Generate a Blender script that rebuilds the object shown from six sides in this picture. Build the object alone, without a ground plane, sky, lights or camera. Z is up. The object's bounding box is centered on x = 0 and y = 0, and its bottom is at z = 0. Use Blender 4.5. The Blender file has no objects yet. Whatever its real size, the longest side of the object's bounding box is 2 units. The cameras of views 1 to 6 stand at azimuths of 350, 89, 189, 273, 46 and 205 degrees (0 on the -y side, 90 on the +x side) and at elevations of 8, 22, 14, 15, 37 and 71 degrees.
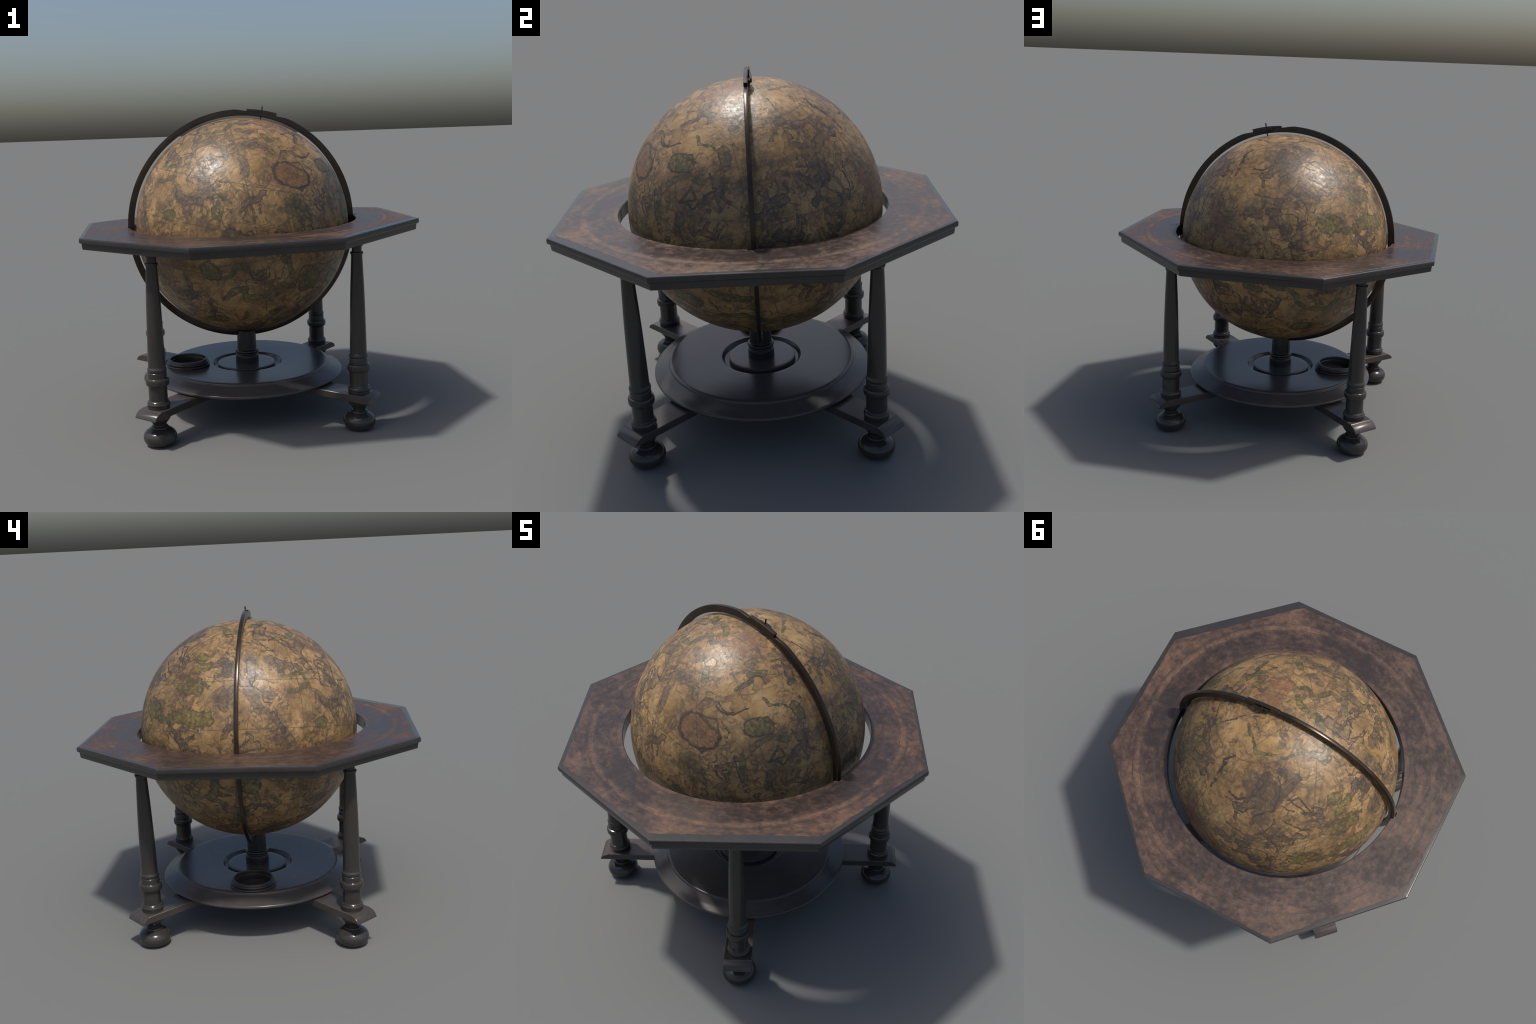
import bpy, bmesh, math, random
from mathutils import Vector, Matrix

rad = math.radians
random.seed(7)
COL = bpy.context.scene.collection

# ------------------------------------------------------------------ layout (metres)
STAND_C = Vector((-0.0075, -0.005, 0.0))     # centre of the stand
STAND_ROT = rad(-2.0)                       # the whole stand is turned a little
GLOBE_C = Vector((-0.0053, 0.0121, 1.1660))
GLOBE_R = 0.6618
RING_C = Vector((-0.0040, 0.0155, 1.1685))
LEG_AT = ((0.590, 0.560), (-0.563, 0.598), (-0.6095, -0.567), (0.552, -0.609))   # the stand is a little out of square
POLE_ECL = Vector((-0.147, -0.203, 0.968)).normalized()   # pole of the drawn grid
POLE_EQ = Vector((0.205, -0.002, 0.979)).normalized()     # pole on the axle

# ------------------------------------------------------------------ helpers
def link(obj, parent=None, label=None):
    COL.objects.link(obj)
    if parent is not None:
        obj.parent = parent
    return obj

def new_mesh(name, verts, faces, mat, parent, loc=(0, 0, 0), rot=(0, 0, 0), angle=32):
    me = bpy.data.meshes.new(name)
    me.from_pydata([tuple(v) for v in verts], [], faces)
    bm = bmesh.new()
    bm.from_mesh(me)
    bmesh.ops.remove_doubles(bm, verts=bm.verts, dist=1e-6)
    bmesh.ops.recalc_face_normals(bm, faces=bm.faces)
    bm.to_mesh(me)
    bm.free()
    me.polygons.foreach_set("use_smooth", [True] * len(me.polygons))
    me.set_sharp_from_angle(angle=rad(angle))
    me.materials.append(mat)
    ob = bpy.data.objects.new(name, me)
    ob.location = loc
    ob.rotation_euler = rot
    return link(ob, parent)

def smooth_profile(pts, n=4):
    """Catmull-Rom through (r, z) control points; a point given twice stays a hard corner."""
    out = []
    m = len(pts)
    for i in range(m - 1):
        p1, p2 = pts[i], pts[i + 1]
        if p1 == p2:
            continue
        p0 = pts[i - 1] if i > 0 else p1
        p3 = pts[i + 2] if i + 2 < m else p2
        for k in range(n):
            t = k / n
            out.append(tuple(0.5 * ((2 * b) + (c - a) * t + (2 * a - 5 * b + 4 * c - d) * t * t
                                    + (3 * b - a - 3 * c + d) * t ** 3)
                             for a, b, c, d in zip(p0, p1, p2, p3)))
    out.append(pts[-1])
    return out

def lathe(name, prof, mat, parent, loc=(0, 0, 0), seg=96, angle=32, mesh_only=False):
    verts, faces = [], []
    n = len(prof)
    for r, z in prof:
        for j in range(seg):
            a = 2 * math.pi * j / seg
            verts.append((r * math.cos(a), r * math.sin(a), z))
    for i in range(n - 1):
        for j in range(seg):
            k = (j + 1) % seg
            faces.append((i * seg + j, i * seg + k, (i + 1) * seg + k, (i + 1) * seg + j))
    if prof[0][0] > 1e-5:
        faces.append(tuple(range(seg - 1, -1, -1)))
    if prof[-1][0] > 1e-5:
        faces.append(tuple((n - 1) * seg + j for j in range(seg)))
    ob = new_mesh(name, verts, faces, mat, parent, loc, angle=angle)
    return ob

def box_mesh(name, size, mat, parent, loc, rot=(0, 0, 0), bevel=0.002):
    bm = bmesh.new()
    bmesh.ops.create_cube(bm, size=1.0)
    bmesh.ops.scale(bm, vec=size, verts=bm.verts)
    if bevel:
        bmesh.ops.bevel(bm, geom=list(bm.edges), offset=bevel, segments=2, affect='EDGES', profile=0.6)
    me = bpy.data.meshes.new(name)
    bm.to_mesh(me)
    bm.free()
    me.polygons.foreach_set("use_smooth", [True] * len(me.polygons))
    me.set_sharp_from_angle(angle=rad(35))
    me.materials.append(mat)
    ob = bpy.data.objects.new(name, me)
    ob.location = loc
    ob.rotation_euler = rot
    return link(ob, parent)

# ------------------------------------------------------------------ node helpers
class Nodes:
    def __init__(self, name):
        self.mat = bpy.data.materials.new(name)
        self.mat.use_nodes = True
        self.t = self.mat.node_tree
        self.t.nodes.clear()
        self.out = self.t.nodes.new("ShaderNodeOutputMaterial")
        self.bsdf = self.t.nodes.new("ShaderNodeBsdfPrincipled")
        self.t.links.new(self.bsdf.outputs[0], self.out.inputs[0])
        self._obj = None

    def put(self, sock, v):
        if isinstance(v, bpy.types.NodeSocket):
            self.t.links.new(v, sock)
        elif v is not None:
            if sock.type == 'RGBA' and len(v) == 3:
                v = (*v, 1.0)
            sock.default_value = v

    def obj(self):
        if self._obj is None:
            self._obj = self.t.nodes.new("ShaderNodeTexCoord").outputs["Object"]
        return self._obj

    def math(self, op, a, b=None, c=None, clamp=False):
        n = self.t.nodes.new("ShaderNodeMath")
        n.operation = op
        n.use_clamp = clamp
        for i, v in enumerate((a, b, c)):
            if v is not None:
                self.put(n.inputs[i], v)
        return n.outputs[0]

    def vec(self, op, a, b=None, scale=None):
        n = self.t.nodes.new("ShaderNodeVectorMath")
        n.operation = op
        self.put(n.inputs[0], a)
        if b is not None:
            self.put(n.inputs[1], b)
        if scale is not None:
            self.put(n.inputs["Scale"], scale)
        return n.outputs["Value"] if op in ('DOT_PRODUCT', 'LENGTH', 'DISTANCE') else n.outputs["Vector"]

    def vec3(self, op, a, b, c):
        n = self.t.nodes.new("ShaderNodeVectorMath")
        n.operation = op
        for i, v in enumerate((a, b, c)):
            self.put(n.inputs[i], v)
        return n.outputs["Vector"]

    def after(self, v, value):
        """The same vector, but only once `value` is known."""
        return self.vec3('MULTIPLY_ADD', (1e-9, 1e-9, 1e-9), value, v)

    def noise(self, v, scale, detail=4, rough=0.55, dist=0.0, out="Fac"):
        n = self.t.nodes.new("ShaderNodeTexNoise")
        self.put(n.inputs["Vector"], v)
        n.inputs["Scale"].default_value = scale
        n.inputs["Detail"].default_value = detail
        n.inputs["Roughness"].default_value = rough
        n.inputs["Distortion"].default_value = dist
        return n.outputs["Fac" if out == "Fac" else "Color"]

    def voronoi(self, v, scale, feature='F1', rnd=1.0, out="Distance"):
        n = self.t.nodes.new("ShaderNodeTexVoronoi")
        n.feature = feature
        self.put(n.inputs["Vector"], v)
        n.inputs["Scale"].default_value = scale
        n.inputs["Randomness"].default_value = rnd
        return n.outputs[out]

    def mapping(self, v, loc=(0, 0, 0), rot=(0, 0, 0), scale=(1, 1, 1)):
        n = self.t.nodes.new("ShaderNodeMapping")
        self.put(n.inputs["Vector"], v)
        n.inputs["Location"].default_value = loc
        n.inputs["Rotation"].default_value = rot
        n.inputs["Scale"].default_value = scale
        return n.outputs[0]

    def ramp(self, f, stops, interp='LINEAR'):
        n = self.t.nodes.new("ShaderNodeValToRGB")
        n.color_ramp.interpolation = interp
        els = n.color_ramp.elements
        while len(els) < len(stops):
            els.new(0.5)
        for e, (p, c) in zip(els, stops):
            e.position = p
            e.color = (*c, 1.0) if len(c) == 3 else c
        self.put(n.inputs[0], f)
        return n.outputs[0]

    def remap(self, f, a, b, lo=0.0, hi=1.0, smooth=True):
        n = self.t.nodes.new("ShaderNodeMapRange")
        n.interpolation_type = 'SMOOTHSTEP' if smooth else 'LINEAR'
        self.put(n.inputs["Value"], f)
        n.inputs["From Min"].default_value = a
        n.inputs["From Max"].default_value = b
        n.inputs["To Min"].default_value = lo
        n.inputs["To Max"].default_value = hi
        return n.outputs[0]

    def mix(self, f, a, b, blend='MIX'):
        n = self.t.nodes.new("ShaderNodeMix")
        n.data_type = 'RGBA'
        n.blend_type = blend
        self.put(n.inputs["Factor"], f)
        self.put(n.inputs["A"] if False else n.inputs[6], a)
        self.put(n.inputs[7], b)
        return n.outputs[2]

    def sep(self, v):
        n = self.t.nodes.new("ShaderNodeSeparateXYZ")
        self.put(n.inputs[0], v)
        return n.outputs

    def bump(self, h, strength=0.3, dist=0.002):
        n = self.t.nodes.new("ShaderNodeBump")
        n.inputs["Strength"].default_value = strength
        n.inputs["Distance"].default_value = dist
        self.put(n.inputs["Height"], h)
        self.t.links.new(n.outputs[0], self.bsdf.inputs["Normal"])

    def final(self, color, rough=0.5, metallic=0.0, spec=0.5):
        self.put(self.bsdf.inputs["Base Color"], color)
        self.put(self.bsdf.inputs["Roughness"], rough)
        self.put(self.bsdf.inputs["Metallic"], metallic)
        self.bsdf.inputs["Specular IOR Level"].default_value = spec
        return self.mat

# ------------------------------------------------------------------ materials
def mat_dark_wood(name, dark, light, rough=0.36, grain=(3, 3, 30), wear=0.5, vary=1.0):
    N = Nodes(name)
    o = N.obj()
    g = N.noise(N.mapping(o, scale=grain), 6, 5, 0.6)
    blot = N.noise(o, 5.0, 4, 0.6)
    f = N.math('MULTIPLY_ADD', g, 0.5, N.math('MULTIPLY', blot, 0.5))
    col = N.ramp(f, [(0.3, dark), (0.7, light)])
    spots = N.remap(N.noise(o, 38, 3, 0.6), 0.66, 0.74)
    col = N.mix(N.math('MULTIPLY', spots, wear), col, (0.075, 0.045, 0.03))
    r = N.remap(blot, 0.3, 0.7, rough - 0.05 * vary, rough + 0.08 * vary)
    N.bump(g, 0.08, 0.002)
    return N.final(col, r)

MAT_LEG = mat_dark_wood("ebonised_turned_wood", (0.031, 0.028, 0.026), (0.043, 0.039, 0.035), 0.18, (14, 14, 1.2), 0.3, 0.4)
MAT_BOARD = mat_dark_wood("ebonised_plank_wood", (0.034, 0.029, 0.027), (0.072, 0.058, 0.050), 0.30, (2, 14, 14))
MAT_PLATE = mat_dark_wood("ebonised_plate_wood", (0.050, 0.045, 0.044), (0.066, 0.060, 0.058), 0.24, (3, 3, 9), 0.1, 0.25)
MAT_POST = mat_dark_wood("blackened_post_wood", (0.014, 0.014, 0.014), (0.024, 0.023, 0.022), 0.3, (10, 10, 2), 0.2)
MAT_FRAME = mat_dark_wood("ebonised_frame_wood", (0.028, 0.026, 0.025), (0.044, 0.040, 0.038), 0.19, (7, 7, 12), 0.35, 0.4)

def mat_metal():
    N = Nodes("dark_bronze")
    o = N.obj()
    a = N.noise(o, 9, 5, 0.6)
    col = N.ramp(a, [(0.3, (0.036, 0.026, 0.018)), (0.7, (0.064, 0.047, 0.034))])
    r = N.remap(N.noise(o, 14, 3), 0.3, 0.7, 0.20, 0.28)
    N.bump(N.noise(o, 60, 3), 0.06, 0.001)
    return N.final(col, r, 0.6)
MAT_METAL = mat_metal()

def mat_box():
    N = Nodes("dark_box_wood")
    o = N.obj()
    a = N.noise(o, 14, 5, 0.6)
    col = N.ramp(a, [(0.3, (0.020, 0.019, 0.018)), (0.7, (0.034, 0.031, 0.029))])
    N.bump(a, 0.08, 0.001)
    return N.final(col, 0.32)
MAT_BOX = mat_box()

def mat_box_floor():
    N = Nodes("brown_box_lining")
    a = N.noise(N.obj(), 20, 4, 0.6)
    return N.final(N.ramp(a, [(0.3, (0.030, 0.022, 0.019)), (0.7, (0.048, 0.036, 0.031))]), 0.25)
MAT_BOX_FLOOR = mat_box_floor()

def mat_paper_ring():
    """Worn printed paper on the horizon table: orange-brown with dark abrasion, faint ruled circles."""
    N = Nodes("worn_calendar_paper")
    o = N.obj()
    s = N.sep(o)
    flat = N.mapping(o, scale=(1, 1, 0))
    rr = N.vec('LENGTH', flat)
    wob = N.math('MULTIPLY_ADD', N.noise(flat, 6, 3), 0.012, -0.006)
    r = N.math('ADD', rr, wob)
    th = N.math('ARCTAN2', s[1], s[0])
    # matter: tan paper left in ragged islands on dark abraded varnish
    big = N.noise(flat, 3.0, 3, 0.5)
    # wear runs round the ring more than across it
    cyl = N.t.nodes.new("ShaderNodeCombineXYZ")
    N.put(cyl.inputs[0], N.math('COSINE', th))
    N.put(cyl.inputs[1], N.math('SINE', th))
    N.put(cyl.inputs[2], N.math('MULTIPLY', r, 2.8))
    streak = N.noise(cyl.outputs[0], 13, 7, 0.72, 0.3)
    isl = N.math('MULTIPLY_ADD', streak, 0.45, N.math('MULTIPLY', N.noise(flat, 22, 7, 0.72, 0.3), 0.55))
    fine = N.noise(flat, 42, 5, 0.7)
    # radial bands of the printed calendar keep more or less of their paper
    band = N.ramp(N.remap(r, 0.69, 1.07, smooth=False),
                  [(0.0, (0.56,) * 3), (0.06, (0.57,) * 3), (0.12, (0.47,) * 3), (0.22, (0.44,) * 3),
                   (0.42, (0.45,) * 3), (0.46, (0.60,) * 3), (0.51, (0.62,) * 3), (0.54, (0.50,) * 3),
                   (0.7, (0.54,) * 3), (0.85, (0.55,) * 3), (1.0, (0.52,) * 3)])
    # the bands survive best on one side
    keep = N.remap(N.math('MULTIPLY_ADD', s[1], -0.55, N.math('MULTIPLY', s[0], 0.35)), -0.5, 0.5, 0.35, 1.0)
    bnd = N.math('MULTIPLY', N.math('SUBTRACT', band, 0.5), keep)
    f = N.math('ADD', N.math('ADD', isl, N.math('MULTIPLY', bnd, 0.75)),
               N.math('MULTIPLY', N.math('SUBTRACT', big, 0.5), 0.55))
    col = N.ramp(N.math('MULTIPLY_ADD', fine, 0.22, N.math('SUBTRACT', f, 0.11)),
                 [(0.38, (0.028, 0.020, 0.018)), (0.46, (0.044, 0.028, 0.022)), (0.53, (0.062, 0.036, 0.026)),
                  (0.60, (0.088, 0.048, 0.030)), (0.70, (0.140, 0.074, 0.038))])
    # ruled circles
    line = None
    for rc in (0.735, 0.765, 0.86, 0.905):
        d = N.math('ABSOLUTE', N.math('SUBTRACT', r, rc))
        m = N.remap(d, 0.0012, 0.0045, 1.0, 0.0)
        line = m if line is None else N.math('MAXIMUM', line, m)
    # sector rules between the circles
    sec = N.math('ABSOLUTE', N.math('SUBTRACT', N.math('FRACT', N.math('MULTIPLY', th, 36 / (2 * math.pi))), 0.5))
    secm = N.math('MULTIPLY', N.remap(sec, 0.0, 0.03, 1.0, 0.0),
                  N.math('MULTIPLY', N.remap(r, 0.765, 0.77), N.remap(r, 0.855, 0.86, 1, 0)))
    line = N.math('MAXIMUM', line, secm)
    line = N.math('MULTIPLY', line, N.remap(N.noise(flat, 12, 3), 0.40, 0.58, 0.15, 0.85))
    col = N.mix(line, col, (0.030, 0.022, 0.021))
    # little ink specks and worm holes
    sp = N.voronoi(flat, 46)
    spk = N.math('MULTIPLY', N.remap(sp, 0.10, 0.2, 1, 0), N.remap(N.noise(flat, 9, 2), 0.45, 0.6))
    col = N.mix(N.math('MULTIPLY', spk, 0.75), col, (0.022, 0.018, 0.020))
    # rare pale chips
    chips = N.remap(N.noise(flat, 34, 2), 0.80, 0.84)
    col = N.mix(chips, col, (0.36, 0.30, 0.24))
    rg = N.remap(f, 0.4, 0.65, 0.30, 0.50)
    N.bump(isl, 0.25, 0.002)
    return N.final(col, rg)
MAT_PAPER = mat_paper_ring()

#GLOBE_MATERIAL
# Painted figures of the sky, each a brush stroke of some width (degrees) along a few
# (longitude, latitude) points counted from the pole of the drawn grid.
STROKES = {}
def paint(kind, width, *spine):
    STROKES.setdefault(kind, []).append((width, spine))
# dark green beasts: dragon, water snake, sea horse, serpents, trees
paint('green', 0.6, (10, 59), (17, 58), (26, 58), (35, 56), (42, 59), (48, 61), (57, 62), (63, 65), (72, 68), (84, 68))
paint('green', 1.5, (86, 68), (101, 67), (108, 70), (109, 74))
paint('green', 1.1, (-65, 78), (-77, 78), (-92, 84), (-122, 81), (-134, 76), (-151, 75), (-170, 74), (178, 74))
paint('green', 1.4, (-141, -19), (-136, -15), (-130, -14), (-130, -19), (-125, -21), (-120, -20), (-116, -17), (-111, -16), (-106, -19), (-104, -17), (-105, -11), (-106, -4), (-109, -1))
paint('green', 2.8, (-99, -15), (-97, -22), (-91, -23), (-90, -18), (-94, -13), (-98, -13))
paint('green', 2.2, (-91, -13), (-82, -16), (-73, -16))
paint('green', 1.1, (-140, -7), (-136, -6), (-133, -2), (-132, 0), (-128, -3), (-128, 0))
paint('green', 1.0, (-141, 32), (-140, 34), (-136, 35), (-134, 33))
paint('green', 1.0, (-141, 28), (-141, 25), (-138, 23), (-136, 26), (-136, 28), (-139, 29))
paint('green', 0.8, (168, 48), (178, 50), (-175, 50), (-172, 45), (-172, 43), (-177, 43), (178, 41), (172, 40))
paint('green', 0.9, (159, -4), (160, -12), (162, -19), (166, -20), (170, -20), (173, -16), (167, -12))
paint('green', 1.2, (79, -25), (83, -28), (84, -31), (91, -33), (99, -34), (106, -32), (108, -26), (109, -21))
paint('green', 2.5, (-169, 25), (-167, 25))
paint('green', 1.5, (-83, 64), (-84, 59))
paint('green', 3.5, (-60, 33), (-54, 32))
paint('green', 1.2, (-63, 25), (-54, 27), (-47, 23))
paint('green', 2.1, (-35, 34), (-35, 29))
paint('green', 1.6, (-47, 55), (-39, 53))
paint('green', 0.9, (-62, 51), (-50, 52))
paint('green', 0.5, (-48, 43), (-46, 39), (-40, 37), (-38, 34))
paint('green', 0.7, (-12, 36), (-8, 35))
paint('green', 1.1, (-69, 23), (-72, 13))
paint('green', 3.2, (-147, -1), (-144, -4))
paint('green', 2.9, (-154, -36), (-148, -36))
paint('green', 2.5, (-115, -35))
paint('green', 3.1, (95, -50), (101, -48))
paint('green', 1.5, (53, -28), (61, -28))
paint('green', 1.2, (67, -25), (76, -24))
paint('green', 3.5, (153, -7), (157, -7))
paint('green', 1.6, (-56, -24), (-48, -28), (-41, -30))
paint('green', 1.7, (-59, -38), (-50, -40), (-43, -45), (-36, -50))
paint('green', 3.4, (-23, -52), (-9, -54), (-3, -50))
paint('green', 3.4, (-76, -24), (-70, -28))
# dull green thickets, waves and scaly bodies
paint('grove', 4.7, (-97, 22), (-93, 17))
# leafy green cloaks and thickets
paint('olive', 1.5, (108, 80), (105, 85), (49, 86), (-12, 84), (-39, 80))
paint('olive', 2.5, (103, 48), (106, 47))
paint('olive', 2.0, (107, 40), (113, 43), (115, 46))
paint('olive', 4.3, (107, 31), (115, 33))
paint('olive', 3.2, (108, 15), (114, 18), (122, 18), (129, 21))
paint('olive', 3.0, (88, 15), (96, 14))
paint('olive', 1.9, (99, 11), (109, 13))
paint('olive', 3.6, (87, 12), (95, 13))
# madder red garments
paint('red', 5.2, (-31, 70), (-47, 71))
paint('red', 3.7, (-20, 68), (-16, 71))
paint('red', 2.2, (-43, 72), (-36, 69))
paint('red', 0.5, (89, 61), (96, 59), (100, 53))
paint('red', 0.4, (98, 62), (106, 60), (106, 55))
paint('red', 3.4, (27, 6), (34, 1))
paint('red', 2.9, (39, -3), (46, -6))
paint('red', 2.5, (25, -7), (29, -3))
paint('red', 2.5, (-96, -5), (-96, -9))
paint('red', 1.3, (-132, 3), (-129, 2))
paint('red', 1.3, (-86, -11), (-78, -13))
paint('red', 1.0, (-143, -14), (-143, -20))
paint('red', 2.7, (168, -26), (173, -26))
paint('red', 1.2, (106, 21))
paint('red', 1.9, (106, 36), (110, 37))
paint('red', 0.9, (116, 21), (117, 28))
paint('red', 0.6, (-171, 20), (-171, 15))
paint('red', 1.0, (-35, -31), (-31, -34))
paint('red', 2.5, (-172, -1), (-162, 1))
# striped hull of the ship
paint('brown', 5.7, (-93, 39), (-86, 34))
# grey washes on bears, horses and bulls
paint('grey', 2.2, (-112, 61), (-102, 59))
paint('grey', 1.9, (-167, 39), (-162, 34))
paint('grey', 2.1, (-153, 35))
paint('grey', 6.4, (53, 45), (60, 43))
paint('grey', 4.2, (62, 33))
paint('grey', 3.3, (126, 49), (130, 47))
paint('grey', 2.4, (68, 5), (69, 2))
paint('grey', 4.1, (177, -40), (-178, -36))
paint('grey', 2.0, (-118, 53), (-119, 44))
paint('grey', 2.5, (143, 54), (148, 46))
paint('grey', 2.1, (158, 39), (161, 38))
paint('grey', 1.8, (168, 25), (170, 19))
paint('grey', 2.8, (148, 38), (155, 31))
paint('grey', 1.9, (163, 18), (173, 16))
paint('grey', 2.3, (131, 31), (136, 28))
paint('grey', 2.7, (-32, 17), (-29, 19))
paint('grey', 3.2, (-143, 37), (-146, 35))
paint('grey', 2.2, (-152, 46), (-148, 43))
paint('grey', 2.3, (-106, 74), (-93, 70))
paint('grey', 2.7, (159, 57), (163, 56))
paint('grey', 2.9, (48, 10), (53, 10))
paint('grey', 2.0, (80, 26))
paint('grey', 1.8, (-123, -8), (-120, -11))
paint('grey', 1.8, (-40, 23), (-38, 19))
paint('grey', 2.0, (-166, 36), (-160, 32))
paint('grey', 2.7, (-166, -17), (-159, -16))
paint('grey', 1.9, (-62, 6), (-59, 12))
# yellow ochre washes
paint('gold', 7.9, (-2, 34), (5, 28))
paint('gold', 5.2, (64, 8), (72, 8))
paint('gold', 3.1, (170, 56))
paint('gold', 3.6, (-112, 45))
paint('gold', 3.3, (-178, 18))
paint('gold', 6.3, (156, 58))
# pen outlines of the larger figures
paint('ink', 0.6, (-101, 40), (-97, 45), (-88, 44), (-78, 40), (-77, 33), (-82, 29), (-90, 29), (-98, 34), (-101, 40))
paint('ink', 0.7, (60, 54), (65, 50), (67, 45), (67, 39), (61, 34), (58, 31))
paint('ink', 0.6, (40, 34), (46, 34), (50, 37), (53, 41), (54, 47))
paint('ink', 0.5, (58, 31), (61, 27), (66, 24), (68, 28), (70, 33), (67, 37))
paint('ink', 0.4, (-175, -14), (-167, -19), (-159, -16), (-154, -18), (-158, -26), (-156, -29))
paint('ink', 0.6, (-59, 17), (-52, 22), (-50, 17), (-59, 17))
paint('ink', 0.7, (26, 42), (28, 35), (31, 28))
paint('ink', 0.7, (-172, -21), (-163, -21), (-156, -17))
paint('ink', 0.5, (26, 47), (24, 42), (29, 37), (31, 30))
paint('ink', 0.4, (62, 11), (66, 13), (73, 13), (77, 6), (78, 0))
paint('ink', 0.4, (68, 23), (71, 24), (75, 20), (78, 16), (78, 12))
paint('ink', 0.5, (66, 0), (72, 0), (74, -2), (70, -5))
paint('ink', 0.5, (-84, 50), (-72, 42), (-68, 41), (-59, 42))
paint('ink', 0.5, (-43, 26), (-42, 20), (-38, 18), (-36, 25))
paint('ink', 0.4, (-4, 23), (-7, 18), (-4, 15), (-1, 17), (-1, 21))
paint('ink', 0.4, (140, 55), (144, 46), (149, 41), (150, 47), (148, 57))
paint('ink', 0.4, (142, 40), (151, 41), (155, 39), (157, 35), (162, 34))
paint('ink', 0.5, (66, 43), (80, 48), (90, 41), (99, 41))
paint('ink', 0.4, (-126, -2), (-126, -8), (-122, -11), (-117, -9), (-117, -4))
paint('ink', 0.4, (-167, 52), (-176, 58), (-165, 59), (-162, 52), (-167, 52))
paint('ink', 0.4, (-87, 49), (-83, 51), (-76, 48), (-71, 42), (-68, 42))
paint('ink', 0.6, (-55, 16), (-53, 13), (-49, 15))
paint('ink', 0.6, (29, -41), (33, -47), (33, -55))
paint('ink', 0.4, (-1, 44), (1, 52), (0, 57), (5, 64))
paint('ink', 0.8, (-46, 11), (-45, 11))
paint('ink', 0.4, (-73, 25), (-73, 11), (-70, 11), (-67, 23))
paint('ink', 0.4, (129, 66), (150, 66), (166, 63), (148, 62))
paint('ink', 0.4, (129, -27), (134, -36), (139, -39), (147, -44))
paint('ink', 0.4, (126, -27), (135, -27), (143, -22), (144, -27))
paint('ink', 0.4, (31, -32), (39, -32), (44, -33), (45, -37))
paint('ink', 0.4, (-61, 51), (-52, 53), (-43, 53), (-43, 48))
paint('ink', 0.5, (19, 16), (15, 12), (16, 5))
paint('ink', 0.3, (155, 58), (162, 60), (166, 54), (161, 51), (156, 51))
paint('ink', 0.5, (140, -12), (142, -16), (148, -15))
paint('ink', 0.5, (179, -15), (-173, -12), (-165, -9))
paint('ink', 0.5, (-172, -21), (-166, -25), (-163, -24))
paint('ink', 0.3, (-92, 45), (-84, 50), (-78, 47), (-74, 42), (-68, 41))
paint('ink', 0.5, (74, 35), (86, 33), (99, 34))
paint('ink', 0.5, (140, 78), (146, 74), (171, 73))
paint('ink', 0.5, (158, 70), (168, 73), (175, 69))
paint('ink', 0.4, (47, 28), (55, 29), (58, 30))
paint('ink', 0.4, (-167, 39), (-166, 34), (-160, 31))
paint('ink', 0.4, (130, 42), (132, 37), (130, 31))
paint('ink', 0.4, (139, -8), (141, -11), (149, -9))
paint('ink', 0.4, (-152, -10), (-146, -8), (-141, -7))
paint('ink', 0.4, (-144, 39), (-138, 42), (-131, 41))
paint('ink', 0.4, (-159, 49), (-161, 43), (-155, 42))
paint('ink', 0.4, (-75, 39), (-72, 34), (-74, 32))
paint('ink', 0.4, (144, 69), (158, 63), (165, 62))
paint('ink', 0.4, (70, 47), (79, 45), (86, 41))
paint('ink', 0.4, (70, 42), (82, 41), (100, 39))
paint('ink', 0.4, (30, 25), (31, 18), (34, 16))
paint('ink', 0.6, (-48, 15), (-48, 13))
paint('ink', 0.6, (27, -34), (26, -39))
paint('ink', 0.3, (60, -47), (66, -49), (71, -45), (82, -48))
paint('ink', 0.3, (96, -42), (102, -43), (103, -39), (107, -41))

def sky_dir(lon, lat):
    a, b = rad(lon), rad(lat)
    return Vector((math.cos(b) * math.cos(a), math.cos(b) * math.sin(a), math.sin(b)))

class GroupNodes(Nodes):
    """A node group: one vector in, one value out."""
    def __init__(self, name):
        self.t = bpy.data.node_groups.new(name, "ShaderNodeTree")
        self.t.interface.new_socket("Vector", in_out='INPUT', socket_type='NodeSocketVector')
        self.t.interface.new_socket("Value", in_out='OUTPUT', socket_type='NodeSocketFloat')
        self.vin = self.t.nodes.new("NodeGroupInput").outputs[0]
        self.gout = self.t.nodes.new("NodeGroupOutput")

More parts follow.
